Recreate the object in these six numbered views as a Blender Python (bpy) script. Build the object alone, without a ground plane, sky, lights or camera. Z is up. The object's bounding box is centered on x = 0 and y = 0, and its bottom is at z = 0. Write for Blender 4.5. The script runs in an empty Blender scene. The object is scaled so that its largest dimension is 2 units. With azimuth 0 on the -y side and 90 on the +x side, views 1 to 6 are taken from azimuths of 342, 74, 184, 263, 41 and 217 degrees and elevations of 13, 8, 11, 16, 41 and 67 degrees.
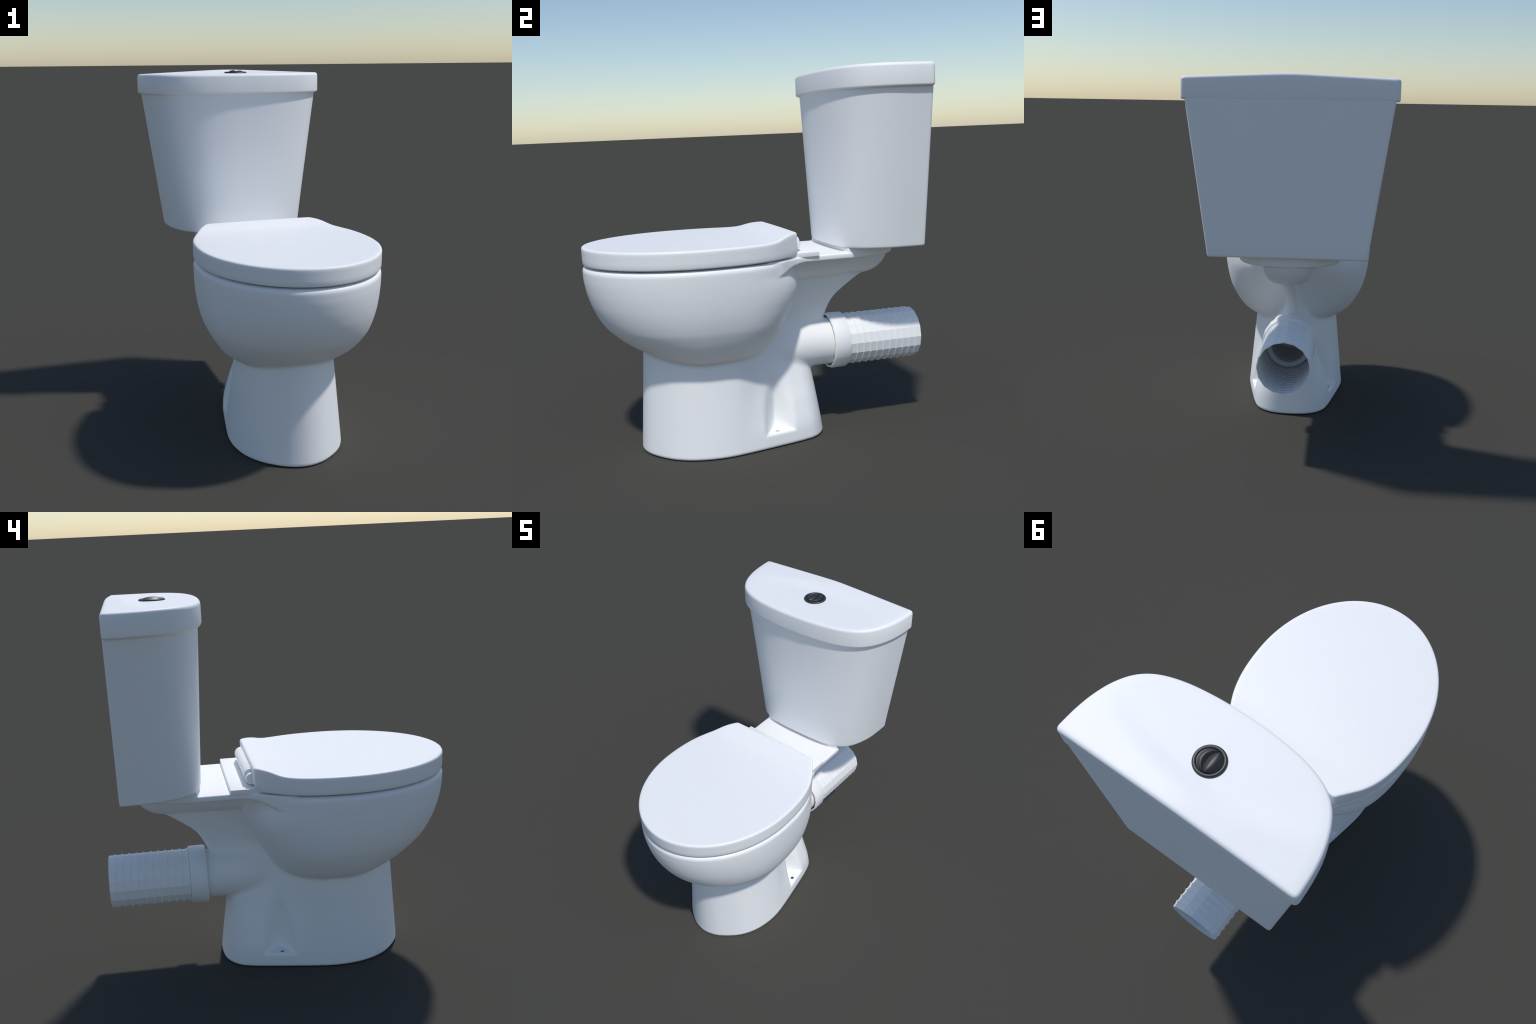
"""Close-coupled toilet: ceramic pan, cistern, lid, seat cover, hinge, drain connector.
Frame: front of the toilet faces -y, z up, longest side (height) 2.00 m."""
import bpy, math
import numpy as np
from mathutils import Vector

# ------------------------------------------------------------------ materials
def principled(name, color, rough, metallic=0.0, spec=0.5, grain=0.0, coat=0.0):
    m = bpy.data.materials.new(name)
    m.use_nodes = True
    nt = m.node_tree
    b = nt.nodes["Principled BSDF"]
    b.inputs["Base Color"].default_value = (*color, 1)
    b.inputs["Roughness"].default_value = rough
    b.inputs["Metallic"].default_value = metallic
    b.inputs["Specular IOR Level"].default_value = spec
    b.inputs["Coat Weight"].default_value = coat
    if grain:
        tc = nt.nodes.new("ShaderNodeTexCoord")
        no = nt.nodes.new("ShaderNodeTexNoise")
        no.inputs["Scale"].default_value = 6.0
        no.inputs["Detail"].default_value = 3.0
        ramp = nt.nodes.new("ShaderNodeValToRGB")
        lo = [c * (1 - grain) for c in color]
        ramp.color_ramp.elements[0].position = 0.35
        ramp.color_ramp.elements[1].position = 0.65
        ramp.color_ramp.elements[0].color = (*lo, 1)
        ramp.color_ramp.elements[1].color = (*color, 1)
        nt.links.new(tc.outputs["Object"], no.inputs["Vector"])
        nt.links.new(no.outputs["Fac"], ramp.inputs["Fac"])
        nt.links.new(ramp.outputs["Color"], b.inputs["Base Color"])
    return m

CERAMIC = principled("white_ceramic", (0.99, 0.99, 0.99), 0.5, spec=0.5, grain=0.008)
PLASTIC = principled("white_plastic", (0.99, 0.99, 0.99), 0.5, spec=0.5, grain=0.008)
RUBBER = principled("white_drain_plastic", (0.99, 0.99, 0.99), 0.5, spec=0.5, grain=0.008)
DARK = principled("dark_button_metal", (0.016, 0.016, 0.016), 0.5, spec=0.9)

# ------------------------------------------------------------------ helpers
def curve_through(pts, n):
    """Catmull-Rom curve through control points, resampled evenly to n points."""
    P = np.array(pts, float)
    flip = np.array([-1, 1])               # points on the mirror axis continue on the other side
    first = P[1] * flip if abs(P[0, 0]) < 1e-9 else 2 * P[0] - P[1]
    last = P[-2] * flip if abs(P[-1, 0]) < 1e-9 else 2 * P[-1] - P[-2]
    P = np.vstack([first, P, last])
    out = []
    for i in range(1, len(P) - 2):
        t = np.linspace(0, 1, 40, endpoint=False)[:, None]
        a, b, c, d = P[i - 1], P[i], P[i + 1], P[i + 2]
        out.append(0.5 * (2 * b + (c - a) * t + (2 * a - 5 * b + 4 * c - d) * t ** 2
                          + (3 * b - a - 3 * c + d) * t ** 3))
    Q = np.vstack(out + [P[-2][None]])
    s = np.r_[0, np.cumsum(np.linalg.norm(np.diff(Q, axis=0), axis=1))]
    u = np.linspace(0, s[-1], n)
    return np.stack([np.interp(u, s, Q[:, k]) for k in range(Q.shape[1])], 1)

def spline(xs, ys):
    """Smooth monotone-friendly cubic Hermite interpolation; returns f(x)."""
    xs = np.array(xs, float); ys = np.array(ys, float)
    d = np.diff(ys) / np.diff(xs)
    m = np.r_[d[0], np.where(d[:-1] * d[1:] > 0, 2 * d[:-1] * d[1:] / (d[:-1] + d[1:] + 1e-12), 0), d[-1]]
    def f(x):
        x = np.clip(x, xs[0], xs[-1])
        i = np.clip(np.searchsorted(xs, x) - 1, 0, len(xs) - 2)
        h = xs[i + 1] - xs[i]; t = (x - xs[i]) / h
        return ((2 * t**3 - 3 * t**2 + 1) * ys[i] + (t**3 - 2 * t**2 + t) * h * m[i]
                + (-2 * t**3 + 3 * t**2) * ys[i + 1] + (t**3 - t**2) * h * m[i + 1])
    return f

def smoothstep(a, b, x):
    t = np.clip((x - a) / (b - a), 0, 1)
    return t * t * (3 - 2 * t)

def make_object(name, verts, faces, mat, parent, smooth_angle=None, kind=None):
    me = bpy.data.meshes.new(name)
    me.from_pydata([tuple(map(float, v)) for v in verts], [], [tuple(map(int, f)) for f in faces])
    me.update()
    me.materials.append(mat)
    ob = bpy.data.objects.new(name, me)
    bpy.context.collection.objects.link(ob)
    ob.parent = parent
    if smooth_angle is not None:
        me.polygons.foreach_set("use_smooth", [True] * len(me.polygons))
        if smooth_angle < 180:
            me.set_sharp_from_angle(angle=math.radians(smooth_angle))
    return ob

def mirror_half(half):
    """Half outline from (0,front) to (x,back corner) -> closed outline, counter-clockwise from above."""
    H = np.array(half)
    L = H[::-1].copy(); L[:, 0] *= -1
    if abs(H[0, 0]) < 1e-6:
        L = L[:-1]
    if abs(H[-1, 0]) < 1e-6:
        L = L[1:]
    return np.vstack([H, L])

def inset(outline, d):
    """Move a closed outline inwards by d along its normals."""
    O = np.asarray(outline)
    t = np.roll(O, -1, 0) - np.roll(O, 1, 0)
    t /= np.linalg.norm(t, axis=1)[:, None] + 1e-12
    return O + d * np.stack([-t[:, 1], t[:, 0]], 1)

def loft_rings(rings, cap_start=True, cap_end=True, closed=True):
    """Rings: list of (n,3) arrays with equal n -> verts, faces."""
    n = len(rings[0])
    V = np.vstack(rings); F = []
    for r in range(len(rings) - 1):
        a, b = r * n, (r + 1) * n
        for i in range(n):
            j = (i + 1) % n
            F.append((a + i, a + j, b + j, b + i))
    if cap_start:
        F.append(tuple(range(n))[::-1])
    if cap_end:
        F.append(tuple(range((len(rings) - 1) * n, len(rings) * n)))
    return V, F

def ring3(xy, z):
    z = np.broadcast_to(z, (len(xy),))
    return np.column_stack([xy, z])

def round_corner_outline(half_front, back_y, r, n_front=70, n_back=24):
    """Half outline: a front/side curve ending at the back wall, a small rounded corner,
    then the straight back."""
    c = curve_through(half_front, n_front)
    # trim the last r of the curve, then round into the back
    s = np.r_[0, np.cumsum(np.linalg.norm(np.diff(c, axis=0), axis=1))]
    c = np.array([[np.interp(u, s, c[:, 0]), np.interp(u, s, c[:, 1])] for u in np.linspace(0, s[-1] - r, n_front)])
    corner = np.array(half_front[-1])
    p0, p2 = c[-1], corner - np.array([r, 0])
    t = np.linspace(0, 1, 6)[1:, None]
    q = (1 - t) ** 2 * p0 + 2 * t * (1 - t) * corner + t ** 2 * p2
    b = np.linspace(p2[0], 0, n_back)[1:]
    return np.vstack([c, q, np.column_stack([b, np.full(len(b), back_y)])])

# ------------------------------------------------------------------ root
root = bpy.data.objects.new("toilet", None)
bpy.context.collection.objects.link(root)
root["label"] = "white close-coupled toilet with closed lid and ribbed drain pipe"
root["category"] = "toilet"

# =================================================================== PAN
# One ceramic body described as an implicit solid: bowl + foot + neck + horn + deck + spigot,
# blended with fillets, then polygonised.
SP_Z, SP_R = 0.484, 0.131            # outlet spigot axis height, radius

FOOT = curve_through([(0, -0.662), (0.08, -0.645), (0.155, -0.598), (0.222, -0.532), (0.27, -0.445),
                      (0.294, -0.345), (0.297, -0.25), (0.284, -0.155), (0.25, 0.02), (0.216, 0.175),
                      (0.182, 0.258), (0.11, 0.312), (0, 0.328)], 90)

def polygon_distance(px, py, poly):
    """Signed distance to a closed polygon (negative inside)."""
    d = np.full(px.shape, 1e9); inside = np.zeros(px.shape, bool)
    n = len(poly)
    for i in range(n):
        ax, ay = poly[i]; bx, by = poly[(i + 1) % n]
        ex, ey = bx - ax, by - ay
        wx, wy = px - ax, py - ay
        t = np.clip((wx * ex + wy * ey) / (ex * ex + ey * ey + 1e-18), 0, 1)
        d = np.minimum(d, (wx - ex * t) ** 2 + (wy - ey * t) ** 2)
        cond = (ay <= py) != (by <= py)
        if ey != 0:
            inside ^= cond & (px < ax + (py - ay) * ex / ey)
    return np.where(inside, -1, 1) * np.sqrt(d)

# 2D distance field of the footprint, tabulated once and looked up bilinearly
_gx = np.arange(-0.02, 0.62, 0.005); _gy = np.arange(-1.15, 1.05, 0.005)
_FX, _FY = np.meshgrid(_gx, _gy, indexing="ij")
_FD = polygon_distance(np.abs(_FX), _FY, mirror_half(FOOT)) - 0.010
def foot_field(x, y):
    i = np.clip((x - _gx[0]) / 0.005, 0, len(_gx) - 1.001); j = np.clip((y - _gy[0]) / 0.005, 0, len(_gy) - 1.001)
    i0 = i.astype(int); j0 = j.astype(int); a = i - i0; b = j - j0
    return ((1 - a) * (1 - b) * _FD[i0, j0] + a * (1 - b) * _FD[i0 + 1, j0]
            + (1 - a) * b * _FD[i0, j0 + 1] + a * b * _FD[i0 + 1, j0 + 1])

def smin(a, b, k):
    h = np.clip(0.5 + 0.5 * (b - a) / k, 0, 1)
    return b * (1 - h) + a * h - k * h * (1 - h)
def smax(a, b, k):
    return -smin(-a, -b, k)

# bowl profiles against height: half width, reach to the front, reach to the back
BZ = [0.40, 0.45, 0.475, 0.495, 0.515, 0.56, 0.605, 0.65, 0.70, 0.775, 0.83, 0.90, 0.96, 1.03]
bowl_w = spline(BZ, [0.10, 0.165, 0.210, 0.253, 0.298, 0.353, 0.385, 0.410, 0.432, 0.452, 0.461, 0.468, 0.471, 0.472])
bowl_f = spline(BZ, [0.06, 0.100, 0.147, 0.195, 0.240, 0.324, 0.396, 0.451, 0.498, 0.541, 0.563, 0.581, 0.589, 0.591])
bowl_b = spline([0.40, 0.45, 0.475, 0.495, 0.515, 0.56, 0.605, 0.65, 0.70, 0.775, 0.83, 0.86, 0.89, 0.92, 0.95, 1.03],
                [0.22, 0.250, 0.278, 0.302, 0.326, 0.373, 0.403, 0.430, 0.458, 0.501, 0.525, 0.531, 0.528, 0.518, 0.505, 0.495])
BOWL_Y = -0.33
neck_y = spline([0.30, 0.55, 0.628, 0.68, 0.722, 0.752, 0.79, 0.832, 0.852, 0.866, 0.88, 0.91, 0.96],
                [0.36, 0.365, 0.383, 0.405, 0.430, 0.458, 0.508, 0.570, 0.602, 0.630, 0.66, 0.69, 0.70])
neck_k = spline([0.45, 0.60, 0.73, 0.95], [0.06, 0.03, 0.015, 0.02])

deck_x = spline([-0.1, -0.055, 0.03, 0.094, 0.14, 0.20, 0.27, 0.5], [0.400, 0.405, 0.386, 0.344, 0.318, 0.298, 0.294, 0.294])
deck_low = spline([-0.1, 0.0, 0.05, 0.09, 0.13, 0.20, 0.5], [0.945, 0.945, 0.953, 0.970, 0.982, 0.990, 0.990])
column_s = spline([0, 0.07, 0.20, 0.32, 0.45, 0.55, 0.61, 0.66, 0.74], [1.0, 0.985, 0.84, 0.65, 0.47, 0.36, 0.25, 0.16, 0.12])
bowl_p = spline([0.4, 0.5, 0.65, 0.80, 0.87, 0.98], [2.7, 2.75, 2.8, 2.6, 2.55, 2.6])

def pan_field(x, y, z):
    x = np.abs(x)
    # bowl: elliptical sections, squarer behind
    def bowl_radius(z):
        p = np.where(y < BOWL_Y, 2.0, bowl_p(z))
        b = np.where(y < BOWL_Y, bowl_f(z), bowl_b(z))
        return (np.abs(x / bowl_w(z)) ** p + np.abs((y - BOWL_Y) / b) ** p + 1e-9) ** (1 / p)
    r = bowl_radius(z)
    e = 0.003
    gz = (bowl_radius(z + e) - bowl_radius(z - e)) / (2 * e)
    a = bowl_w(z); b = np.where(y < BOWL_Y, bowl_f(z), bowl_b(z))
    gx, gy = x / a ** 2 / r, (y - BOWL_Y) / b ** 2 / r
    bowl = (r - 1) / np.sqrt(gx ** 2 + gy ** 2 + gz ** 2 + 1e-6)
    bowl = smax(bowl, z - 1.020, 0.03)
    bowl = smax(bowl, 0.415 - z, 0.01)
    # foot: tapering extrusion of the footprint, the rear column narrowing faster higher up
    front_s = 1 - 0.32 * z
    t = smoothstep(-0.20, 0.09, y)
    s = front_s + (column_s(z) - front_s) * t
    sy = 1 - (0.10 + 0.30 * smoothstep(-0.2, 0.2, y)) * z
    foot = foot_field(x / s, y / sy) * s
    foot_shell = foot
    foot = smax(foot, z - 0.74, 0.02)
    # side niche: V groove above a bolting ledge
    ax, ay = 0.148, 0.028
    def half_plane(px, py, qx, qy):           # positive on the outer (+x) side of the line p->q
        dx, dy = qx - px, qy - py
        l = np.sqrt(dx * dx + dy * dy)
        return ((x - px) * dy - (y - py) * dx) / l
    up = np.clip(z - 0.08, 0, 0.5)
    front_wall = half_plane(0.283 - 0.10 * up, -0.058 - 0.10 * up, ax, ay)
    rear_wall = half_plane(ax, ay, 0.004 + 0.243 * column_s(z), 0.133)
    niche = smax(smax(-front_wall, -rear_wall, 0.012), 0.078 - z, 0.008)
    foot = smax(foot, -niche, 0.012)
    # neck: thin web at the back that widens towards the bowl
    ny = neck_y(z)
    back = np.maximum(ny - y, 0)
    hw = 0.032 + neck_k(z) * back
    hw = np.minimum(hw, 0.175)
    neck = smax(x - hw, (y - ny) * 0.75, 0.03)
    neck = smax(neck, np.maximum(z - 0.95, 0.42 - z), 0.02)
    neck = smax(neck, -0.25 - y, 0.02)
    # outlet spigot
    rr = np.sqrt(x * x + (z - SP_Z) ** 2)
    spig = smax(rr - SP_R + 0.035 * smoothstep(0.22, -0.04, y), np.maximum(y - 0.515, -0.06 - y), 0.02)
    # horn under the cistern: a U-shaped duct below the deck, closed by a rounded end
    W = 0.142 + 0.05 * smoothstep(0.50, 0.15, y)
    hb = 0.866
    q = np.clip((1.02 - z) / (1.02 - hb), 0, 3)
    w = np.clip(y - 0.60, 0, 1) / (0.762 - 0.60)
    qw = np.sqrt(q * q + w * w) + 1e-9
    hr = ((x / W) ** 3 + qw ** 3) ** (1 / 3)
    hg = np.sqrt((x ** 2 / W ** 3) ** 2 + (qw * q / (1.02 - hb)) ** 2 + (qw * w / 0.162) ** 2) / hr ** 2
    horn = (hr - 1) / (hg + 1e-6)
    horn = smax(smax(horn, z - 1.0, 0.01), -0.1 - y, 0.02)
    # deck plate: follows the rim, then runs back with straight sides to a rounded corner
    plan = smax(x - deck_x(y), y - 0.470, 0.025)
    deck = smax(smax(plan, np.maximum(z - 1.022, deck_low(y) - z), 0.010), -0.05 - y, 0.02)
    # pad under the cistern
    py = np.clip(y - 0.44, 0, 1)
    pr = ((x / 0.288) ** 2.6 + (py / 0.325) ** 2.6 + 1e-9) ** (1 / 2.6)
    pg = np.sqrt((x ** 1.6 / 0.288 ** 2.6) ** 2 + (py ** 1.6 / 0.325 ** 2.6) ** 2) / pr ** 1.6
    pad = smax(smax((pr - 1) / (pg + 1e-6), np.maximum(z - 1.044, 0.990 - z), 0.008), 0.43 - y, 0.01)
    # assemble
    body = smin(neck, foot, 0.02)
    body = smin(body, spig, 0.02)
    body = smin(body, horn, 0.02)
    body = smin(body, bowl, 0.016)
    body = smin(body, deck, 0.012)
    body = smin(body, pad, 0.006)
    # bore of the spigot, hollow basin, flat underside
    bore = smax(rr - 0.098, 0.22 - y, 0.02)
    body = smax(body, -bore, 0.02)
    rb = np.sqrt((x / 0.36) ** 2 + ((y + 0.36) / 0.43) ** 2)
    basin = np.maximum((np.sqrt(rb ** 2 + (np.clip(1.03 - z, 0, 2) / 0.42) ** 2) - 1) * 0.36, z - 1.2)
    body = smax(body, -basin, 0.02)
    body = smax(body, -z, 0.02)
    # the foot is hollow underneath, so the bolt holes look into the dark
    hollow = smax(foot_shell + 0.026, z - 0.069, 0.01)
    return np.maximum(body, -hollow)

def surface_nets(field, lo, hi, h):
    ax = [np.arange(l, u + h, h) for l, u in zip(lo, hi)]
    n = [len(a) for a in ax]
    f = np.empty(n, np.float32)
    for i0 in range(0, n[0], 16):             # slabs keep memory low
        X, Y, Z = np.meshgrid(ax[0][i0:i0 + 16], ax[1], ax[2], indexing="ij")
        f[i0:i0 + 16] = field(X, Y, Z)
    neg = f < 0
    c = np.zeros([k - 1 for k in n], np.int8)
    for dx in (0, 1):
        for dy in (0, 1):
            for dz in (0, 1):
                c += neg[dx:n[0] - 1 + dx, dy:n[1] - 1 + dy, dz:n[2] - 1 + dz]
    cells = np.argwhere((c > 0) & (c < 8))
    idx = -np.ones(c.shape, np.int64); idx[tuple(cells.T)] = np.arange(len(cells))
    acc = np.zeros((len(cells), 3)); cnt = np.zeros(len(cells))
    corners = [(a, b, d) for a in (0, 1) for b in (0, 1) for d in (0, 1)]
    for p in corners:
        for k in range(3):
            if p[k]:
                continue
            q = list(p); q[k] = 1
            fa = f[tuple((cells + p).T)]; fb = f[tuple((cells + q).T)]
            m = (fa < 0) != (fb < 0)
            t = fa[m] / (fa[m] - fb[m])
            pos = np.tile(np.array(p, float), (m.sum(), 1)); pos[:, k] = t
            acc[m] += pos; cnt[m] += 1
    V = (cells + acc / cnt[:, None]) * h + np.array(lo)
    F = []
    for k in range(3):
        s0 = [slice(None)] * 3; s1 = [slice(None)] * 3
        s0[k] = slice(0, -1); s1[k] = slice(1, None)
        A, B = neg[tuple(s0)], neg[tuple(s1)]
        E = np.argwhere(A != B)
        u, v = (k + 1) % 3, (k + 2) % 3
        du = np.zeros(3, int); dv = np.zeros(3, int); du[u] = 1; dv[v] = 1
        ok = (E[:, u] > 0) & (E[:, v] > 0) & (E[:, u] < c.shape[u]) & (E[:, v] < c.shape[v])
        E = E[ok]
        quad = np.stack([idx[tuple((E - du - dv).T)], idx[tuple((E - dv).T)], idx[tuple(E.T)], idx[tuple((E - du).T)]], 1)
        flip = ~neg[tuple(E.T)]
        quad[flip] = quad[flip][:, ::-1]
        F.append(quad)
    F = np.vstack(F)
    e = h * 0.2                                # settle the vertices on the true surface
    for _ in range(3):
        x, y, z = V.T
        g = np.stack([field(x + e, y, z) - field(x - e, y, z), field(x, y + e, z) - field(x, y - e, z),
                      field(x, y, z + e) - field(x, y, z - e)], 1) / (2 * e)
        st = field(x, y, z)[:, None] * g / (np.sum(g * g, 1)[:, None] + 1e-6)
        V = V - np.clip(0.8 * st, -h * 0.5, h * 0.5)
    V[:, 2] = np.maximum(V[:, 2], 0)
    return V, F

V, F = surface_nets(pan_field, (-0.4953, -0.945, -0.0163), (0.4953, 0.80, 1.045), 0.0063)
pan = make_object("pan", V, F, CERAMIC, None, 180)

# bolt holes bored through the ledges
HOLE = (0.222, 0.024, 0.012)
for sgn in (1, -1):
    n = 24
    ang = np.linspace(0, 2 * np.pi, n, endpoint=False)
    xy = np.column_stack([HOLE[0] * sgn + HOLE[2] * np.cos(ang), HOLE[1] + HOLE[2] * np.sin(ang)])
    cv, cf = loft_rings([ring3(xy, 0.045), ring3(xy, 0.12)])
    cutter = make_object("cutter", cv, cf, CERAMIC, None)
    md = pan.modifiers.new("bore", "BOOLEAN"); md.object = cutter; md.operation = "DIFFERENCE"; md.solver = "EXACT"
    dg = bpy.context.evaluated_depsgraph_get()
    me = bpy.data.meshes.new_from_object(pan.evaluated_get(dg))
    pan.modifiers.clear(); pan.data = me
    bpy.data.objects.remove(cutter)

def split_pan(pan, parent):
    """Cut the ceramic body into its parts by region; borders and normals stay shared."""
    me = pan.data
    me.polygons.foreach_set("use_smooth", [True] * len(me.polygons))
    co = np.empty(len(me.vertices) * 3); me.vertices.foreach_get("co", co); co = co.reshape(-1, 3)
    me.set_sharp_from_angle(angle=math.radians(75))      # only the rims of the bolt holes
    no = np.empty(len(me.loops) * 3); me.corner_normals.foreach_get("vector", no); no = no.reshape(-1, 3)
    groups = {"bowl": [], "pedestal": [], "outlet_spigot": [], "rear_deck": []}
    for p in me.polygons:
        x, y, z = p.center
        if y > 0.33 and abs(z - SP_Z) < 0.155:
            g = "outlet_spigot"
        elif z > 0.86 and y > 0.16 or (z > 0.985 and y > 0.06):
            g = "rear_deck"
        else:
            a = float(bowl_w(np.array(z))); b = float((bowl_f if y < BOWL_Y else bowl_b)(np.array(z)))
            inside_bowl = z > 0.44 and math.hypot(x / (a + 0.014), (y - BOWL_Y) / (b + 0.014)) > 0.0
            on_bowl = inside_bowl and abs(math.hypot(x / a, (y - BOWL_Y) / b) - 1) < 0.05
            g = "bowl" if on_bowl or (z > 0.62 and y < 0.05) else "pedestal"
        groups[g].append((tuple(p.vertices), p.loop_indices))
    for name, fs in groups.items():
        used = np.unique(np.concatenate([np.array(f) for f, _ in fs]))
        remap = {int(v): i for i, v in enumerate(used)}
        ob = make_object(name, co[used], [[remap[v] for v in f] for f, _ in fs], CERAMIC, parent, 180)
        ob.data.normals_split_custom_set([tuple(no[i]) for _, li in fs for i in li])
    bpy.data.objects.remove(pan)

split_pan(pan, root)

# =================================================================== CISTERN
LID_HALF = [(0, 0.343), (0.12, 0.346), (0.245, 0.360), (0.34, 0.383), (0.413, 0.416), (0.469, 0.464),
            (0.511, 0.532), (0.540, 0.615), (0.555, 0.705), (0.561, 0.815)]
TOP_HALF = [(0, 0.362), (0.12, 0.365), (0.235, 0.378), (0.325, 0.400), (0.397, 0.431), (0.453, 0.478),
            (0.495, 0.545), (0.521, 0.622), (0.534, 0.710), (0.540, 0.814)]
BASE_HALF = [(0, 0.399), (0.11, 0.401), (0.20, 0.409), (0.275, 0.427), (0.327, 0.455), (0.366, 0.500),
             (0.395, 0.565), (0.414, 0.640), (0.421, 0.720), (0.424, 0.814)]
top_o = mirror_half(round_corner_outline(TOP_HALF, 0.814, 0.018))
base_o = mirror_half(round_corner_outline(BASE_HALF, 0.814, 0.018))
Z0, Z1 = 1.046, 1.868
rings = []
for ins, z in ((0.008, Z0), (0.005, Z0 + 0.001), (0.0025, Z0 + 0.0035), (0.0008, Z0 + 0.008), (0, Z0 + 0.014)):
    rings.append(ring3(inset(base_o, ins), z))
for t in np.linspace(0, 1, 12)[1:]:
    z = Z0 + 0.016 + t * (Z1 - Z0 - 0.016)
    rings.append(ring3(base_o * (1 - t) + top_o * t, z))
v, f = loft_rings(rings)
make_object("cistern", v, f, CERAMIC, root, 40)

# cistern lid: overhanging cap, its back edge rising to a soft ridge in the middle
lid_o = mirror_half(round_corner_outline(LID_HALF, 0.815, 0.028))
def lid_top(xy):
    x, y = np.abs(xy[:, 0]), xy[:, 1]
    roof = 0.012 + 0.025 * (1 - np.sqrt((x / 0.556) ** 2 + 0.012) + 0.1)
    yb = 0.675 - 0.10 * (x / 0.47) ** 2
    t = smoothstep(-0.04, 0.07, y - yb)
    front = 0.0015 * smoothstep(0.34, 0.58, y)
    return 1.9770 + front * (1 - t) + (roof - 0.0150) * t
LZ0 = 1.861
rings = [ring3(inset(lid_o, d), LZ0 + dz) for d, dz in ((0.022, 0.0005), (0.010, 0.0), (0.006, 0.001), (0.0025, 0.004), (0.0006, 0.008), (0, 0.013))]
for d, dz in ((0, -0.018), (0.0008, -0.013), (0.0030, -0.0078), (0.0066, -0.0038), (0.0110, -0.0012), (0.0160, 0)):
    o = inset(lid_o, d)
    rings.append(ring3(o, lid_top(o) + dz))
o = inset(lid_o, 0.016)
ctr = np.array([0, 0.60])
for s in np.linspace(1, 0, 16)[1:-1]:
    p = ctr + (o - ctr) * s
    rings.append(ring3(p, lid_top(p)))
v, f = loft_rings(rings)
make_object("cistern_lid", v, f, CERAMIC, root, 40)

# flush button: rounded ring and two rocking halves
BX, BY, BZ0 = 0.0, 0.58, float(lid_top(np.array([[0.07, 0.58]]))[0])
n = 64
ang = np.linspace(0, 2 * np.pi, n, endpoint=False)
prof = [(0.0675, -0.004), (0.0675, 0.002), (0.0662, 0.005), (0.0632, 0.0077), (0.0587, 0.0090), (0.0545, 0.0080),
        (0.0515, 0.0055), (0.050, 0.0025), (0.048, 0.0025)]
rings = [np.column_stack([BX + r * np.cos(ang), BY + r * np.sin(ang), np.full(n, BZ0 + z)]) for r, z in prof]
v, f = loft_rings(rings)
flush = make_object("flush_button_ring", v, f, DARK, root, 40)
def button_half(inner):
    R = 0.0495; V = []; F = []
    ny, nx = 36, 18
    for j in range(ny + 1):
        yy = R * math.sin((j / ny - 0.5) * math.pi) * 0.9995
        c = math.sqrt(max(1 - (yy / R) ** 2, 0))
        xv = max(-R * c, min(R * c, -0.0155 * min(1, c * 3) + 0.024 * c))
        xc2 = max(-R * c, min(R * c, -0.0155 * min(1, c * 3) + 0.045 * c))
        for i in range(nx + 1):
            t = i / nx
            if inner:      # -x half: a lens-shaped dome falling away outwards
                x = -R * c * (1 - t) + xv * t
                u = (x + R * c) / (xv + R * c + 1e-9)
                h = 0.005 + 0.013 * c * math.sin(math.pi * min(1, max(0, u)) ** 1.25) ** 0.9
            else:          # +x half: scooped wall up to a crest, then a shallow slope
                x = xv * (1 - t) + R * c * t
                h = (0.005 + (0.011 * c) * smoothstep(xv, xc2 + 1e-6, x)
                     - 0.007 * c * smoothstep(xc2 - 1e-6, R * c + 1e-5, x))
            V.append((BX + x, BY + yy, BZ0 + float(h)))
    for j in range(ny):
        for i in range(nx):
            a = j * (nx + 1) + i
            F.append((a, a + 1, a + nx + 2, a + nx + 1))
    top = len(V)
    V += [(x, y, BZ0 - 0.006) for x, y, z in V]
    F += [tuple(q + top for q in fc[::-1]) for fc in F]
    loop = ([i for i in range(nx + 1)] + [j * (nx + 1) + nx for j in range(1, ny + 1)]
            + [ny * (nx + 1) + i for i in range(nx - 1, -1, -1)] + [j * (nx + 1) for j in range(ny - 1, 0, -1)])
    for a, b in zip(loop, loop[1:] + loop[:1]):
        F.append((b, a, a + top, b + top))
    return V, F
for inner in (True, False):
    v, f = button_half(inner)
    make_object("flush_button", v, f, DARK, flush, 50)

# =================================================================== SEAT COVER
SEAT_HALF = [(0.473 * math.sin(math.radians(a)), -0.33 - 0.589 * math.cos(math.radians(a))) for a in range(0, 91, 9)] + [
    (0.469, -0.225), (0.455, -0.130), (0.430, -0.045), (0.396, 0.025), (0.354, 0.088), (0.310, 0.146)]
seat_o = mirror_half(round_corner_outline(SEAT_HALF, 0.146, 0.012, 110, 30))
hump = spline([-1.0, -0.08, -0.03, 0.0, 0.03, 0.065, 0.10, 0.125, 0.15], [0, 0, 0.0015, 0.004, 0.0105, 0.0215, 0.0290, 0.0315, 0.0320])
def cover_top(xy):
    x, y = xy[:, 0], xy[:, 1]
    r2 = (x / 0.473) ** 2 + ((y + 0.33) / 0.6) ** 2
    return 1.1215 + hump(y) + 0.004 * np.clip(1 - r2, 0, 1)
def cover_bottom(xy):
    r = 0.034
    d = np.clip(xy[:, 1] - (0.147 - r), 0, r)
    return 1.030 + r - np.sqrt(r * r - d * d * 0.97)
rings = []
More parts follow.
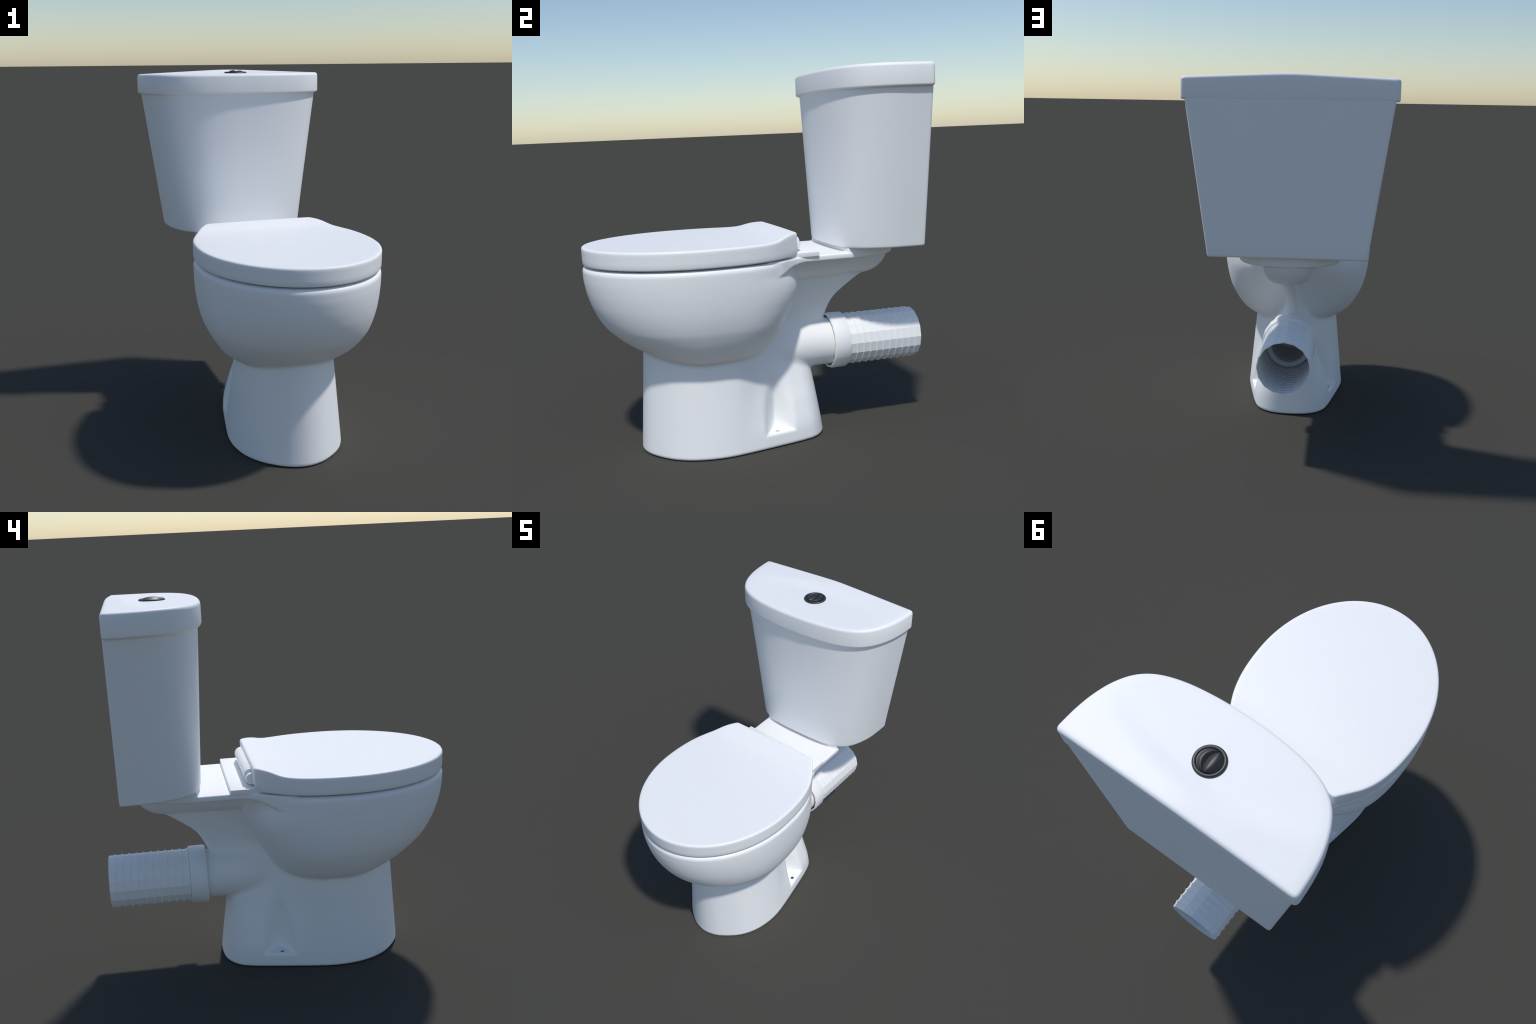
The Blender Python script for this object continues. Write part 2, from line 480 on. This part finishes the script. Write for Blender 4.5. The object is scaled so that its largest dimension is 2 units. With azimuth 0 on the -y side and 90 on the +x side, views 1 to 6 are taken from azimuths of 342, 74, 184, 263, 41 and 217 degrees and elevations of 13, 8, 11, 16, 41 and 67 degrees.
for d, dz in ((0.025, 0.0), (0.010, 0.0), (0.006, 0.0008), (0.003, 0.003), (0.0012, 0.008)):
    o = inset(seat_o, d); rings.append(ring3(o, cover_bottom(seat_o) + dz))
for t in (0.3, 0.6, 0.85):
    lo, hi = cover_bottom(seat_o) + 0.008, cover_top(seat_o) - 0.012
    rings.append(ring3(inset(seat_o, 0.0010 * (1 - t)), lo + (hi - lo) * t))
for d, dz in ((0, -0.012), (0.001, -0.007), (0.003, -0.0035), (0.0065, -0.001), (0.011, 0)):
    o = inset(seat_o, d); rings.append(ring3(o, cover_top(o) + dz))
o = inset(seat_o, 0.011); ctr = np.array([0, -0.33])
for s in np.linspace(1, 0, 40)[1:-1]:
    p = ctr + (o - ctr) * s
    rings.append(ring3(p, cover_top(p)))
v, f = loft_rings(rings)
make_object("seat_cover", v, f, PLASTIC, root, 40)

# seat ring closed under the cover (only its edge shows as a dark gap)
so = np.array(inset(seat_o, 0.07)); so[:, 1] = np.minimum(so[:, 1], 0.10)
so = (np.roll(so, 1, 0) + so + np.roll(so, -1, 0)) / 3
ctr = np.array([0, -0.36])
si = ctr + (so - ctr) * np.array([0.62, 0.68])
rr_ = [ring3(so, 1.010), ring3(so, 1.033), ring3(si, 1.033), ring3(si, 1.010), ring3(so, 1.010)]
v, f = loft_rings(rr_[:4], False, False)
n = len(so)
f += [(3 * n + i, 3 * n + (i + 1) % n, (i + 1) % n, i) for i in range(n)]
make_object("seat_ring", v, f, PLASTIC, root, 40)

# =================================================================== HINGE
def extrude_x(name, prof, x0, x1, mat, parent, angle=40, bevel=0.0):
    P = np.array(prof)
    n = len(P)
    V = np.vstack([np.column_stack([np.full(n, x0), P]), np.column_stack([np.full(n, x1), P])])
    Fc = [tuple(range(n))[::-1], tuple(range(n, 2 * n))] + [(i, (i + 1) % n, n + (i + 1) % n, n + i) for i in range(n)]
    ob = make_object(name, V, Fc, mat, parent)
    if bevel:
        md = ob.modifiers.new("edge", "BEVEL"); md.width = bevel; md.segments = 3; md.limit_method = "ANGLE"
        md.angle_limit = math.radians(40)
    dg = bpy.context.evaluated_depsgraph_get()
    me = bpy.data.meshes.new_from_object(ob.evaluated_get(dg))
    ob.modifiers.clear(); ob.data = me
    me.polygons.foreach_set("use_smooth", [True] * len(me.polygons))
    me.set_sharp_from_angle(angle=math.radians(angle))
    return ob

extrude_x("hinge_plate", [(0.02, 1.018), (0.265, 1.018), (0.265, 1.046), (0.02, 1.046)], -0.306, 0.306, PLASTIC, root, 40, 0.004)
def arc(cy, cz, r, a0, a1, n):
    return [(cy + r * math.cos(math.radians(a)), cz + r * math.sin(math.radians(a))) for a in np.linspace(a0, a1, n)]
barrel = arc(0.150, 1.093, 0.036, -15, 120, 20) + [(0.120, 1.10), (0.120, 1.055), (0.176, 1.055)]
hinge = extrude_x("hinge", barrel, -0.225, 0.225, PLASTIC, root, 40, 0.003)
for sgn in (1, -1):
    a, b = sorted((0.222 * sgn, 0.262 * sgn))
    extrude_x("hinge_knuckle", arc(0.150, 1.084, 0.029, 0, 345, 24), a, b, PLASTIC, hinge, 40, 0.003)
extrude_x("hinge_strip", [(0.140, 1.128), (0.156, 1.1275), (0.156, 1.1305), (0.140, 1.1315)], -0.20, 0.20, PLASTIC, hinge, 40, 0.0008)

# =================================================================== DRAIN CONNECTOR
SIDES = 16
ang = np.pi / 2 + np.linspace(0, 2 * np.pi, SIDES, endpoint=False)
def turned(name, prof, parent, smooth):
    """Sixteen-sided turned part around the spigot axis; prof = (y, radius) closed loop."""
    R = [np.column_stack([r * np.cos(ang), np.full(SIDES, y), SP_Z + r * np.sin(ang)]) for y, r in prof]
    v, f = loft_rings(R + [R[0]], False, False)
    n = len(R) * SIDES
    v = v[:n]; f = [tuple(i % n for i in q) for q in f]
    return make_object(name, v, f, RUBBER, parent, smooth)
collar = turned("connector_collar", [(0.400, 0.1450), (0.398, 0.1495), (0.401, 0.1550), (0.408, 0.1575), (0.485, 0.1570), (0.491, 0.1545),
                                     (0.492, 0.1400), (0.486, 0.1400), (0.484, 0.1470), (0.42, 0.1470)], root, 55)
Y0, Y1, RP = 0.480, 0.922, 0.1425
outer = [(Y0, RP)]
for i in range(11):
    c = 0.4970 + 0.0394 * i
    outer += [(c - 0.0055, RP), (c - 0.003, RP + 0.0045), (c + 0.003, RP + 0.0045), (c + 0.0055, RP)]
outer += [(Y1, RP)]
inner = [(y, r - 0.0035) for y, r in outer[::-1]]
turned("ribbed_drain_pipe", outer + inner, collar, None)
